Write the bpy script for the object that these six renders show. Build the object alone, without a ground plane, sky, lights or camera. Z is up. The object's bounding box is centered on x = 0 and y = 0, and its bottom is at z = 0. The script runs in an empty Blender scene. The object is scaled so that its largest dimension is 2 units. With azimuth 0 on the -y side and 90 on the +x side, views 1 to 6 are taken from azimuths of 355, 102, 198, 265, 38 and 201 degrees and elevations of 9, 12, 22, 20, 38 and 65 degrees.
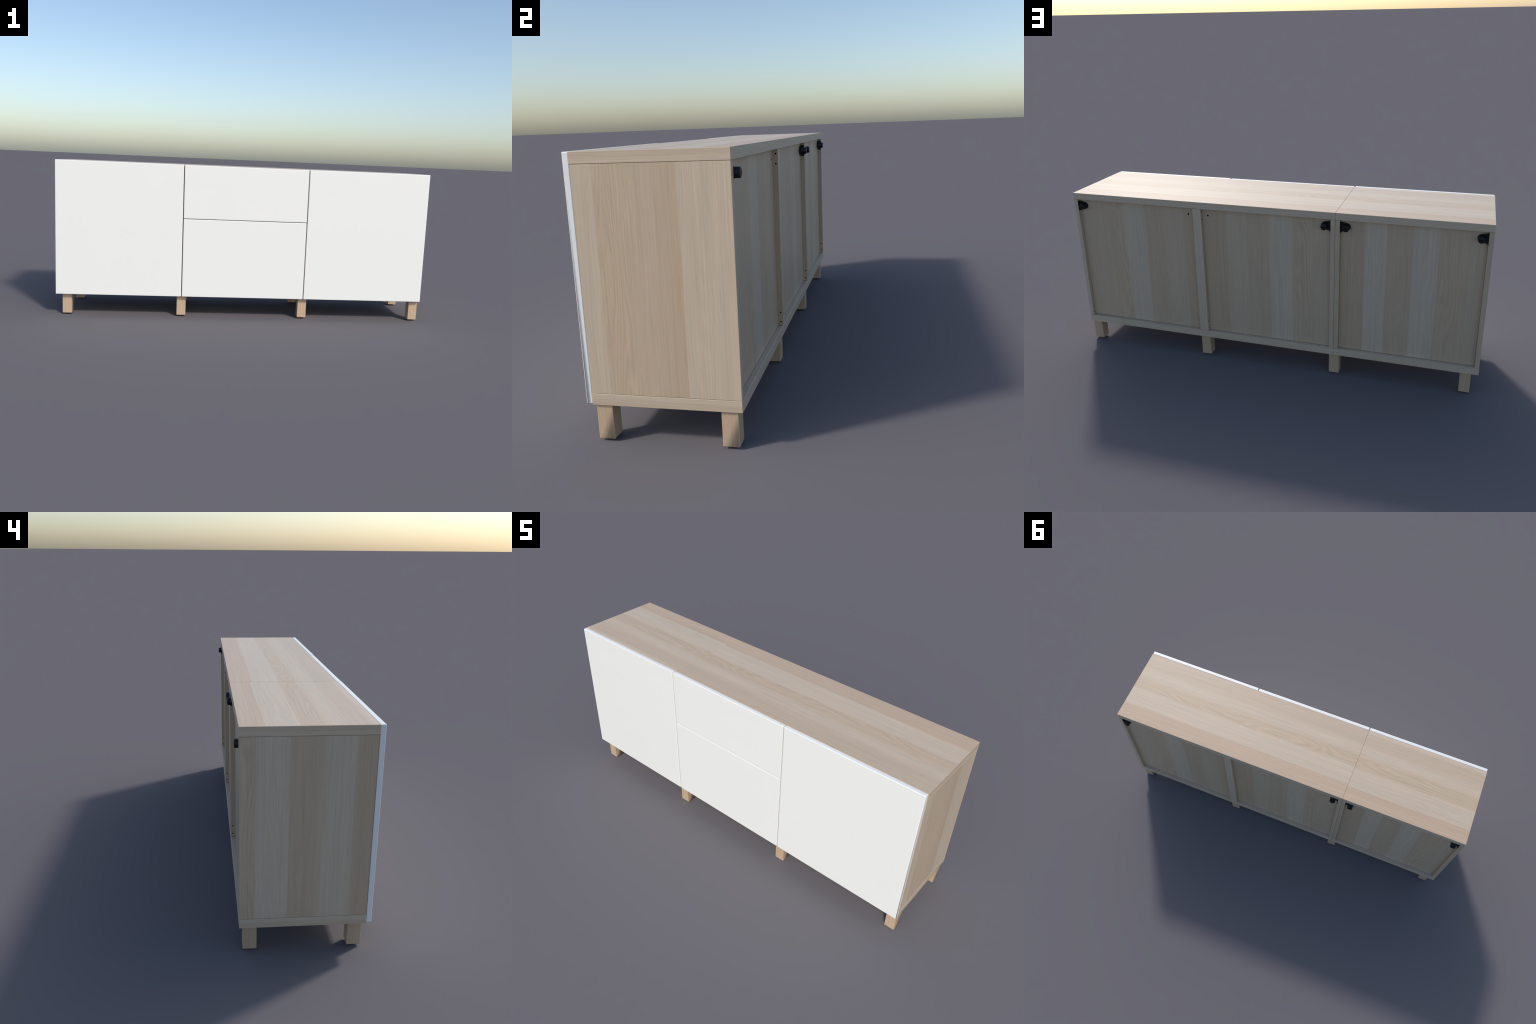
"""White-fronted low sideboard in pale oak veneer: two carcasses (wide + narrow) side by side,
two doors and two drawer fronts, eight square legs, open-frame back with four black wall brackets."""
import bpy, bmesh, math
from mathutils import Vector

# ------------------------------------------------------------------ main sizes (metres)
W2      = 1.0                      # half width
Y_BACK  = 0.2229                   # rear face of the carcass
Y_FRONT = -0.2160                  # front face of the carcass
Y_DOOR  = -0.2354                  # front face of doors
Z_TOP, Z_TOPU = 0.8225, 0.7900     # top panel
Z_BOT, Z_BOTU = 0.1112, 0.1455     # bottom panel
SIDE_T  = 0.0212                   # side panel thickness
SPLIT   = -0.3338                  # joint between the two carcasses
DIV     = (0.3108, 0.3545)         # wide carcass centre divider
Y_PANEL = 0.2040                   # rear face of the recessed back panels
CHAMFER = 0.0009

scene_col = bpy.context.scene.collection

# ------------------------------------------------------------------ node helpers
def srgb(r, g, b):
    f = lambda c: c / 12.92 if c <= 0.04045 else ((c + 0.055) / 1.055) ** 2.4
    return (f(r / 255), f(g / 255), f(b / 255), 1.0)

class Nodes:
    def __init__(self, name):
        self.mat = bpy.data.materials.new(name)
        self.mat.use_nodes = True
        self.t = self.mat.node_tree
        self.bsdf = self.t.nodes["Principled BSDF"]
    def new(self, kind, **inputs):
        n = self.t.nodes.new(kind)
        for k, v in inputs.items():
            if k.startswith("_"):
                setattr(n, k[1:], v)
            else:
                self.put(n.inputs[k.replace("__", " ")], v)
        return n
    def put(self, sock, v):
        if isinstance(v, bpy.types.NodeSocket):
            self.t.links.new(v, sock)
        else:
            sock.default_value = v
    def math(self, op, a, b=0.0, c=None):
        n = self.t.nodes.new("ShaderNodeMath"); n.operation = op
        self.put(n.inputs[0], a); self.put(n.inputs[1], b)
        if c is not None: self.put(n.inputs[2], c)
        return n.outputs[0]
    def combine(self, x, y, z):
        n = self.t.nodes.new("ShaderNodeCombineXYZ")
        for i, v in enumerate((x, y, z)): self.put(n.inputs[i], v)
        return n.outputs[0]
    def noise(self, vec, scale=1.0, detail=2.0, rough=0.5, dist=0.0):
        n = self.t.nodes.new("ShaderNodeTexNoise")
        self.put(n.inputs["Vector"], vec)
        n.inputs["Scale"].default_value = scale; n.inputs["Detail"].default_value = detail
        n.inputs["Roughness"].default_value = rough; n.inputs["Distortion"].default_value = dist
        return n.outputs["Fac"]
    def ramp(self, fac, stops, mode='LINEAR'):
        n = self.t.nodes.new("ShaderNodeValToRGB")
        self.put(n.inputs[0], fac)
        r = n.color_ramp; r.interpolation = mode
        while len(r.elements) > 1: r.elements.remove(r.elements[-1])
        r.elements[0].position, r.elements[0].color = stops[0]
        for p, c in stops[1:]:
            e = r.elements.new(min(max(p, 0.0), 1.0)); e.color = c
        return n.outputs[0]
    def mix(self, fac, a, b, blend='MIX'):
        n = self.t.nodes.new("ShaderNodeMix"); n.data_type = 'RGBA'; n.blend_type = blend
        self.put(n.inputs[0], fac); self.put(n.inputs[6], a); self.put(n.inputs[7], b)
        return n.outputs[2]

# plank tones of the pale veneer: (colour, how strongly the growth rings draw arches)
TONES = {
    "light": (srgb(198, 180, 158), 0.35),
    "rose":  (srgb(192, 168, 144), 0.35),
    "sand":  (srgb(192, 171, 146), 1.00),
    "mid":   (srgb(192, 172, 149), 0.40),
    "pale":  (srgb(201, 181, 158), 0.20),
    "umber": (srgb(188, 166, 141), 0.40),
    "honey": (srgb(193, 167, 140), 0.45),
    "ash":   (srgb(197, 180, 159), 0.35),
    "blush": (srgb(190, 169, 145), 0.35),
}

def wood(name, grain, across, planks, seed, soft=0.006, shift=0.0):
    """grain / across: axis index along and across the fibre.
    planks: [(start, tone), ...] in ascending 'across' coordinate, the last entry closes the range."""
    N = Nodes(name)
    co = N.new("ShaderNodeTexCoord").outputs["Object"]
    sep = N.new("ShaderNodeSeparateXYZ", Vector=co).outputs
    third = 3 - grain - across
    u, v, w = sep[grain], sep[across], sep[third]
    # edges between planks wander a little along the fibre
    wander = N.noise(N.combine(N.math('MULTIPLY', u, 3.0), seed * 3.1, N.math('MULTIPLY', v, 4.0)), 1.0, 2.0)
    vw = N.math('ADD', v, N.math('MULTIPLY', N.math('SUBTRACT', wander, 0.5), 0.010))
    lo, hi = planks[0][0], planks[-1][0]
    fac = N.math('DIVIDE', N.math('SUBTRACT', vw, lo), hi - lo)
    cols, figs, ids = [], [], []
    for i, (start, tone) in enumerate(planks[:-1]):
        s = 0.0006
        if isinstance(tone, tuple): tone, s = tone          # soft transition into this plank
        a, b = (start - lo) / (hi - lo), (planks[i + 1][0] - lo) / (hi - lo)
        nxt = planks[i + 1][1] if i + 2 < len(planks) else None
        se = nxt[1] if isinstance(nxt, tuple) else 0.0006
        c, f = TONES[tone]
        k = ((i * 37 + seed * 11) % 17) / 17.0
        for lst, val in ((cols, c), (figs, (f, f, f, 1)), (ids, (k, k, k, 1))):
            lst.append((a + (s / (hi - lo) if i else 0), val))
            lst.append((b - (se / (hi - lo) if nxt else 0), val))
    base = N.ramp(fac, cols)
    fig = N.ramp(fac, figs)
    pid = N.math('ADD', N.math('MULTIPLY', N.ramp(fac, ids), 23.0), seed * 1.7 + shift)
    # growth rings: contour lines of a slow field stretched along the fibre give cathedral arches
    field = N.noise(N.combine(N.math('MULTIPLY', u, 1.7), N.math('MULTIPLY', v, 12.0), pid), 1.0, 1.0, 0.4)
    ripple = N.noise(N.combine(N.math('MULTIPLY', u, 14.0), N.math('MULTIPLY', v, 60.0), pid), 1.0, 2.0)
    phase = N.math('ADD', N.math('MULTIPLY', field, 13.0), N.math('ADD', N.math('MULTIPLY', v, 72.0), N.math('MULTIPLY', ripple, 0.7)))
    ring = N.math('SINE', N.math('MULTIPLY', phase, 6.2832))
    ring = N.math('MULTIPLY', N.math('MULTIPLY', ring, fig), 0.056)
    # straight fibre streaks at two widths, long soft bands, and short pores
    st1 = N.noise(N.combine(N.math('MULTIPLY', u, 2.0), N.math('MULTIPLY', v, 170.0), pid), 1.0, 3.0, 0.6)
    st2 = N.noise(N.combine(N.math('MULTIPLY', u, 5.0), N.math('MULTIPLY', v, 330.0), pid), 1.0, 2.0, 0.5)
    band = N.noise(N.combine(N.math('MULTIPLY', u, 1.1), N.math('MULTIPLY', v, 36.0), pid), 1.0, 2.0)
    pore = N.noise(N.combine(N.math('MULTIPLY', u, 22.0), N.math('MULTIPLY', v, 700.0), pid), 1.0, 1.0)
    pore = N.math('MULTIPLY', N.math('MAXIMUM', N.math('SUBTRACT', pore, 0.60), 0.0), 0.5)
    tot = N.math('ADD', N.math('MULTIPLY', N.math('SUBTRACT', st1, 0.5), 0.29),
                 N.math('MULTIPLY', N.math('SUBTRACT', st2, 0.5), 0.25))
    tot = N.math('ADD', tot, N.math('MULTIPLY', N.math('SUBTRACT', band, 0.5), 0.11))
    tot = N.math('SUBTRACT', N.math('ADD', tot, ring), pore)
    gain = N.math('ADD', 1.0, tot)
    hue = N.noise(N.combine(N.math('MULTIPLY', u, 1.6), N.math('MULTIPLY', v, 90.0), N.math('ADD', pid, 5.0)), 1.0, 2.0)
    tint = N.ramp(hue, [(0.30, (1.03, 0.992, 0.965, 1)), (0.70, (0.978, 1.006, 1.01, 1))])
    col = N.mix(1.0, base, tint, 'MULTIPLY')
    g = N.combine(gain, gain, gain)
    col = N.mix(1.0, col, g, 'MULTIPLY')
    N.put(N.bsdf.inputs["Base Color"], col)
    N.bsdf.inputs["Roughness"].default_value = 0.40
    N.bsdf.inputs["Specular IOR Level"].default_value = 0.42
    return N.mat

def plain(name, colour, rough, spec=0.5, mottling=0.0, scale=6.0):
    N = Nodes(name)
    co = N.new("ShaderNodeTexCoord").outputs["Object"]
    n = N.noise(co, scale, 3.0)
    k = N.math('ADD', 1.0 - mottling * 0.5, N.math('MULTIPLY', n, mottling))
    N.put(N.bsdf.inputs["Base Color"], N.mix(1.0, colour, N.combine(k, k, k), 'MULTIPLY'))
    N.bsdf.inputs["Roughness"].default_value = rough
    N.bsdf.inputs["Specular IOR Level"].default_value = spec
    return N.mat

X, Y, Z = 0, 1, 2
TOP_PLANKS_WIDE = [(-0.24, "mid"), (-0.100, ("light", 0.03)), (-0.068, ("sand", 0.03)), (0.022, "light"), (0.131, "rose"), (0.24, None)]
TOP_PLANKS_NARROW = [(-0.24, "pale"), (-0.195, ("mid", 0.006)), (-0.100, ("light", 0.03)), (-0.068, ("sand", 0.03)), (0.030, "light"), (0.142, "rose"), (0.24, None)]
M_TOP_WIDE   = wood("oak_veneer_wide_top", X, Y, TOP_PLANKS_WIDE, 3)
M_TOP_NARROW = wood("oak_veneer_narrow_top", X, Y, TOP_PLANKS_NARROW, 3, shift=0.35)
M_SIDE_R = wood("oak_veneer_sunny_side", Z, Y, [(-0.24, "light"), (-0.1560, "sand"), (-0.045, ("mid", 0.03)), (0.020, ("umber", 0.05)), (0.0755, "light"), (0.1975, ("pale", 0.004)), (0.24, None)], 5)
M_SIDE_L = wood("oak_veneer_shaded_side", Z, Y, [(-0.24, "umber"), (-0.150, ("ash", 0.008)), (-0.044, ("blush", 0.02)), (0.061, "ash"), (0.1705, "sand"), (0.24, None)], 7)
M_BACK_A = wood("oak_veneer_back_first", Z, X, [(0.300, "umber"), (0.4145, "mid"), (0.516, ("blush", 0.004)), (0.6255, "ash"), (0.735, "sand"), (0.851, ("mid", 0.03)), (1.0, None)], 9)
M_BACK_B = wood("oak_veneer_back_second", Z, X, [(-0.340, "mid"), (-0.245, ("sand", 0.03)), (-0.128, "ash"), (-0.022, "blush"), (0.090, ("mid", 0.006)), (0.192, "umber"), (0.36, None)], 11)
M_BACK_C = wood("oak_veneer_back_third", Z, X, [(-1.0, "mid"), (-0.900, ("sand", 0.03)), (-0.784, "ash"), (-0.676, "blush"), (-0.562, "ash"), (-0.466, "umber"), (-0.32, None)], 13)
M_UPRIGHT = wood("oak_veneer_upright_edge", Z, X, [(-1.1, "mid"), (0.0, "ash"), (1.1, None)], 15)
M_REVEAL  = wood("oak_veneer_upright_reveal", Z, Y, [(-0.3, "sand"), (0.3, None)], 16)
M_EDGE_X  = wood("oak_edge_band_long", X, Z, [(0.0, "light"), (0.4, "light"), (0.9, None)], 17)
M_EDGE_Y  = wood("oak_edge_band_short", Y, Z, [(0.0, "mid"), (0.127, ("light", 0.01)), (0.4, "light"), (0.805, "mid"), (0.9, None)], 19)
M_FLAT_X  = wood("oak_veneer_flat", X, Y, [(-0.3, "light"), (0.3, None)], 21)
M_LEG     = wood("oak_leg", Z, X, [(-0.1, "honey"), (0.1, None)], 23)
M_LEG_S   = wood("oak_leg_flank", Z, Y, [(-0.1, "honey"), (0.1, None)], 24)
M_WHITE   = plain("white_lacquer", srgb(237, 237, 232), 0.35, 0.5, 0.012)
M_BLACK   = plain("black_plastic", srgb(11, 11, 12), 0.45, 0.4, 0.05, 40.0)
M_HOLE    = plain("bore_shadow", srgb(14, 13, 12), 0.9, 0.1)
M_PAD     = plain("dark_glide", srgb(40, 38, 36), 0.7, 0.3)

# ------------------------------------------------------------------ geometry helpers
def finish(name, bm, mats, parent, pick=None, smooth=False):
    me = bpy.data.meshes.new(name)
    bm.normal_update()
    for m in mats: me.materials.append(m)
    if pick:
        for f in bm.faces: f.material_index = pick(f)
    for f in bm.faces: f.smooth = smooth
    bm.to_mesh(me); bm.free()
    ob = bpy.data.objects.new(name, me)
    scene_col.objects.link(ob)
    ob.parent = parent
    return ob

def box_bm(lo, hi, chamfer=CHAMFER, segments=1):
    bm = bmesh.new()
    bmesh.ops.create_cube(bm, size=1.0)
    for v in bm.verts:
        v.co = Vector([(lo[i] + hi[i]) / 2 + v.co[i] * (hi[i] - lo[i]) for i in range(3)])
    if chamfer:
        bmesh.ops.bevel(bm, geom=list(bm.edges), offset=chamfer, segments=segments, profile=0.5, affect='EDGES')
    return bm

def by_normal(x, y, z):
    """material slots per dominant face direction"""
    def pick(f):
        n = f.normal
        a = [abs(n.x), abs(n.y), abs(n.z)]
        return (x, y, z)[a.index(max(a))]
    return pick

def board(name, lo, hi, parent, mats, pick, chamfer=CHAMFER):
    return finish(name, box_bm(lo, hi, chamfer), mats, parent, pick)

def drill(ob, bores, radius):
    """bores: [(point, axis)]; blind holes cut with a boolean, lined with the dark bore material"""
    bm = bmesh.new()
    for p, axis in bores:
        r = bmesh.ops.create_cone(bm, cap_ends=True, segments=14, radius1=radius, radius2=radius, depth=0.014)
        for v in r["verts"]:
            c = v.co.copy()
            v.co = Vector(p) + (Vector((c.z, c.x, c.y)) if axis == X else Vector((c.x, c.z, c.y)))
    bmesh.ops.recalc_face_normals(bm, faces=list(bm.faces))
    cut = finish("bore_cutter", bm, [M_HOLE], None)
    ob.data.materials.append(M_HOLE)
    m = ob.modifiers.new("bores", 'BOOLEAN'); m.operation = 'DIFFERENCE'; m.object = cut
    m.solver = 'FAST'; m.material_mode = 'TRANSFER'
    dg = bpy.context.evaluated_depsgraph_get(); dg.update()
    me = bpy.data.meshes.new_from_object(ob.evaluated_get(dg))
    ob.modifiers.clear(); old = ob.data; ob.data = me; me.name = ob.name
    bpy.data.meshes.remove(old)
    cm = cut.data; bpy.data.objects.remove(cut); bpy.data.meshes.remove(cm)

# ------------------------------------------------------------------ the thing
root = bpy.data.objects.new("sideboard", None)
scene_col.objects.link(root)
root["label"] = "long low sideboard, pale oak carcass, white handleless doors"
root["category"] = "sideboard cabinet"

SEAM = 0.00025
spans = [(-W2, SPLIT - SEAM, M_TOP_NARROW), (SPLIT + SEAM, W2, M_TOP_WIDE)]
for x0, x1, mt in spans:
    board("top_panel", (x0, Y_FRONT - 0.0003, Z_TOPU), (x1, Y_BACK, Z_TOP), root, [M_EDGE_Y, M_EDGE_X, mt], by_normal(0, 1, 2))
for x0, x1, mt in spans:
    board("bottom_panel", (x0, Y_FRONT, Z_BOT), (x1, Y_BACK, Z_BOTU), root, [M_EDGE_Y, M_EDGE_X, M_FLAT_X], by_normal(0, 1, 2))

# uprights: bores on the reveal faces near the rear edge, top pair and bottom pair
BORE_Y, BORE_Z = 0.2141, (0.1602, 0.1962, 0.7389, 0.7738)
g = 0.0008
uprights = [
    ("side_panel", W2 - SIDE_T, W2 - 0.0004, M_SIDE_R, (-1,)),
    ("side_panel", -W2 + 0.0004, -W2 + SIDE_T, M_SIDE_L, (1,)),
    ("side_panel", SPLIT + 0.0004, SPLIT + SIDE_T, M_REVEAL, (1,)),
    ("side_panel", SPLIT - SIDE_T, SPLIT - 0.0004, M_REVEAL, (-1,)),
    ("divider", DIV[0], DIV[1], M_REVEAL, (-1, 1)),
]
for name, x0, x1, mat, facing in uprights:
    ob = finish(name, box_bm((x0, Y_FRONT + 0.0010, Z_BOTU + g), (x1, Y_BACK - 0.0006, Z_TOPU - g)),
                [M_REVEAL, M_UPRIGHT] if mat is M_REVEAL else [mat, M_UPRIGHT, M_REVEAL], root,
                (lambda f: 0 if abs(f.normal.x) > 0.7 else 1) if mat is M_REVEAL else
                lambda f: (0 if abs(f.normal.x) > 0.7 and abs(f.calc_center_median().x) > 0.99 else 2) if abs(f.normal.x) > 0.7 else 1)
    drill(ob, [((x0 if s < 0 else x1, BORE_Y, z), X) for s in facing for z in BORE_Z], 0.0030)

# recessed back panels, one per bay
bays = [(DIV[1], W2 - SIDE_T, M_BACK_A), (SPLIT + SIDE_T, DIV[0], M_BACK_B), (-W2 + SIDE_T, SPLIT - SIDE_T, M_BACK_C)]
BRACKET_OFF, BRACKET_Z = 0.0282, 0.7556
for x0, x1, mat in bays:
    ob = board("back_panel", (x0 + 0.0004, Y_PANEL - 0.008, Z_BOTU + 0.0016), (x1 - 0.0004, Y_PANEL, Z_TOPU - 0.0006),
               root, [mat], lambda f: 0, 0.0004)
    hole = x0 + BRACKET_OFF if mat is M_BACK_A else x1 - BRACKET_OFF if mat is M_BACK_B else None
    if hole: drill(ob, [((hole, Y_PANEL, BRACKET_Z), Y)], 0.0046)

# ------------------------------------------------------------------ fronts
GAP = 0.0046
fronts = [
    ("door", -0.9985, SPLIT - GAP / 2, 0.1140, 0.8224),
    ("door", -SPLIT + GAP / 2, 0.9985, 0.1140, 0.8224),
    ("drawer_front", SPLIT + GAP / 2, -SPLIT - GAP / 2, 0.5389, 0.8213),
    ("drawer_front", SPLIT + GAP / 2, -SPLIT - GAP / 2, 0.1140, 0.5361),
]
ROUND = 0.0028
def rounded_front(name, lo, hi, shade_edge=False):
    """lacquered slab with rounded arrises; the flats keep their own normals so only the arris shades round"""
    ob = finish(name, box_bm(lo, hi, ROUND, 4), [M_WHITE], root, smooth=True)
    me = ob.data
    normals = [None] * len(me.vertices)
    for p in me.polygons:
        if p.area > 0.004:                                   # the six flats
            for vi in p.vertices: normals[vi] = p.normal.copy()
    core = [Vector((lo[i] + ROUND, hi[i] - ROUND)) for i in range(3)]
    for v in me.vertices:
        if normals[v.index] is None:                         # arris: point away from the inner core box
            c = Vector([min(max(v.co[i], core[i][0]), core[i][1]) for i in range(3)])
            normals[v.index] = (v.co - c).normalized()
        elif shade_edge and normals[v.index].x > 0.9 and v.co.y < lo[1] + ROUND * 1.5 and v.co.z < lo[2] + ROUND * 1.5:
            normals[v.index] = Vector((0.60, 0.55, -0.58))   # tilted normal draws dark shading low on the flat outer edge
    me.normals_split_custom_set_from_vertices(normals)
    return ob
for name, x0, x1, z0, z1 in fronts:
    rounded_front(name, (x0, Y_DOOR, z0), (x1, Y_FRONT - 0.0006, z1), shade_edge=(name == "door" and x1 > 0.9))

# ------------------------------------------------------------------ legs
LEG_X, LEG_Y = (-0.9440, -0.3348, 0.3334, 0.9690), (-0.1843, 0.1845)
LEG_H, LEG_TOPZ, LEG_BOTZ = 0.0245, Z_BOT + 0.0004, 0.0050

LEG_R = 0.0022
def leg_object():
    """square post with eased upright and foot edges; normals kept flat on the faces, round on the easing,
    and leaning backwards at the rear foot of the outer face to draw a dark triangle of shade on the flat wood"""
    bm = box_bm((-LEG_H, -LEG_H, LEG_BOTZ), (LEG_H, LEG_H, LEG_TOPZ), 0)
    up = [e for e in bm.edges if abs(e.verts[0].co.z - e.verts[1].co.z) > 0.05]
    foot = [e for e in bm.edges if max(v.co.z for v in e.verts) < LEG_BOTZ + 1e-4]
    bmesh.ops.bevel(bm, geom=up + foot, offset=LEG_R, segments=3, profile=0.5, affect='EDGES')
    bm.normal_update()
    flank = max((f for f in bm.faces if f.normal.x > 0.99), key=lambda f: f.calc_area())
    pair = [max(flank.verts, key=lambda v: v.co.z + v.co.y), min(flank.verts, key=lambda v: v.co.z + v.co.y)]
    bmesh.ops.connect_verts(bm, verts=pair)
    ob = finish("leg", bm, [M_LEG_S, M_LEG], root, by_normal(0, 1, 1), smooth=True)
    lim, normals = LEG_H - LEG_R, []
    for v in ob.data.vertices:
        c = Vector((min(max(v.co.x, -lim), lim), min(max(v.co.y, -lim), lim), max(v.co.z, LEG_BOTZ + LEG_R)))
        n = (v.co - c).normalized() if (v.co - c).length > 1e-7 else Vector((0, 0, 1))
        if n.x > 0.99 and v.co.y > 0 and v.co.z < 0.02: n = Vector((0.60, 0.75, -0.28))  # face stays flat; this bent normal alone darkens its lower rear corner
        normals.append(n)
    ob.data.normals_split_custom_set_from_vertices(normals)
    return ob

first_leg = leg_object()
bm = bmesh.new()
bmesh.ops.create_cone(bm, cap_ends=True, segments=24, radius1=0.0135, radius2=0.0140, depth=0.0055)
bmesh.ops.translate(bm, verts=list(bm.verts), vec=(0, 0, 0.00275))
first_pad = finish("foot_pad", bm, [M_PAD], first_leg)
legs = [(x, y) for y in LEG_Y for x in LEG_X]
for i, (x, y) in enumerate(legs):
    if i == 0:
        leg = first_leg
    else:
        leg = first_leg.copy(); scene_col.objects.link(leg)
        pad = first_pad.copy(); scene_col.objects.link(pad); pad.parent = leg
    leg.location = (x, y, 0)

# ------------------------------------------------------------------ wall brackets
def bracket_bm(direction):
    """flange on the upright at x=0, a tapering rounded tongue on the back panel; grows along +x * direction"""
    bm = bmesh.new()
    r, cx = 0.0172, BRACKET_OFF
    out = [(0.0, 0.0238), (0.018, 0.0215)]
    out += [(cx + r * math.cos(t), r * math.sin(t) + 0.001) for t in [math.radians(75 - 165 * k / 12) for k in range(13)]]
    out += [(0.012, -0.0200), (0.0, -0.0240)]
    def slab(pts, y0, y1):
        a = [bm.verts.new((direction * p, y0, q)) for p, q in pts]
        b = [bm.verts.new((direction * p, y1, q)) for p, q in pts]
        bm.faces.new(a); bm.faces.new(b[::-1])
        for i in range(len(pts)):
            j = (i + 1) % len(pts)
            bm.faces.new((a[i], b[i], b[j], a[j]))
    slab(out, Y_PANEL + 0.0003, Y_PANEL + 0.0062)
    slab([(0.0003, 0.0236), (0.0032, 0.0230), (0.0032, -0.0236), (0.0003, -0.0252)], Y_PANEL + 0.0004, Y_BACK - 0.0012)
    slab([(0.004, 0.0150), (0.022, 0.0120), (0.022, 0.0060), (0.004, 0.0060)], Y_PANEL + 0.006, Y_PANEL + 0.0105)
    bmesh.ops.recalc_face_normals(bm, faces=list(bm.faces))
    return bm

def knob_bm():
    """turned cap with a rounded rim, a shallow dish and a slot"""
    prof = [(0.0158, Y_PANEL + 0.004), (0.0158, Y_PANEL + 0.0120), (0.0148, Y_PANEL + 0.0128), (0.0148, 0.2314),
            (0.0144, 0.2331), (0.0135, 0.2344), (0.0120, 0.2352), (0.0100, 0.2354), (0.0042, 0.2354), (0.0036, 0.2349), (0.0036, 0.2300)]
    bm = bmesh.new()
    n, rings = 32, []
    for r, y in prof:
        rings.append([bm.verts.new((r * math.cos(2 * math.pi * k / n), y, r * math.sin(2 * math.pi * k / n) * (0.55 if r < 0.005 else 1)))
                      for k in range(n)])
    for a, b in zip(rings, rings[1:]):
        for k in range(n):
            bm.faces.new((a[k], a[(k + 1) % n], b[(k + 1) % n], b[k]))
    bm.faces.new(rings[-1]); bm.faces.new(rings[0][::-1])
    bmesh.ops.recalc_face_normals(bm, faces=list(bm.faces))
    return bm

knob = None
for x, d in [(W2 - SIDE_T, -1), (SPLIT + SIDE_T, 1), (SPLIT - SIDE_T, -1), (-W2 + SIDE_T, 1)]:
    br = finish("wall_bracket", bracket_bm(d), [M_BLACK], root)
    br.location = (x, 0, BRACKET_Z)
    if knob is None:
        knob = finish("bracket_knob", knob_bm(), [M_BLACK, M_HOLE], br,
                      lambda f: 1 if max(math.hypot(v.co.x, v.co.z) for v in f.verts) < 0.0037 else 0)
        for p in knob.data.polygons: p.use_smooth = abs(p.normal.y) < 0.95
        k = knob
    else:
        k = knob.copy(); scene_col.objects.link(k); k.parent = br
    k.location = (d * BRACKET_OFF, 0, 0)
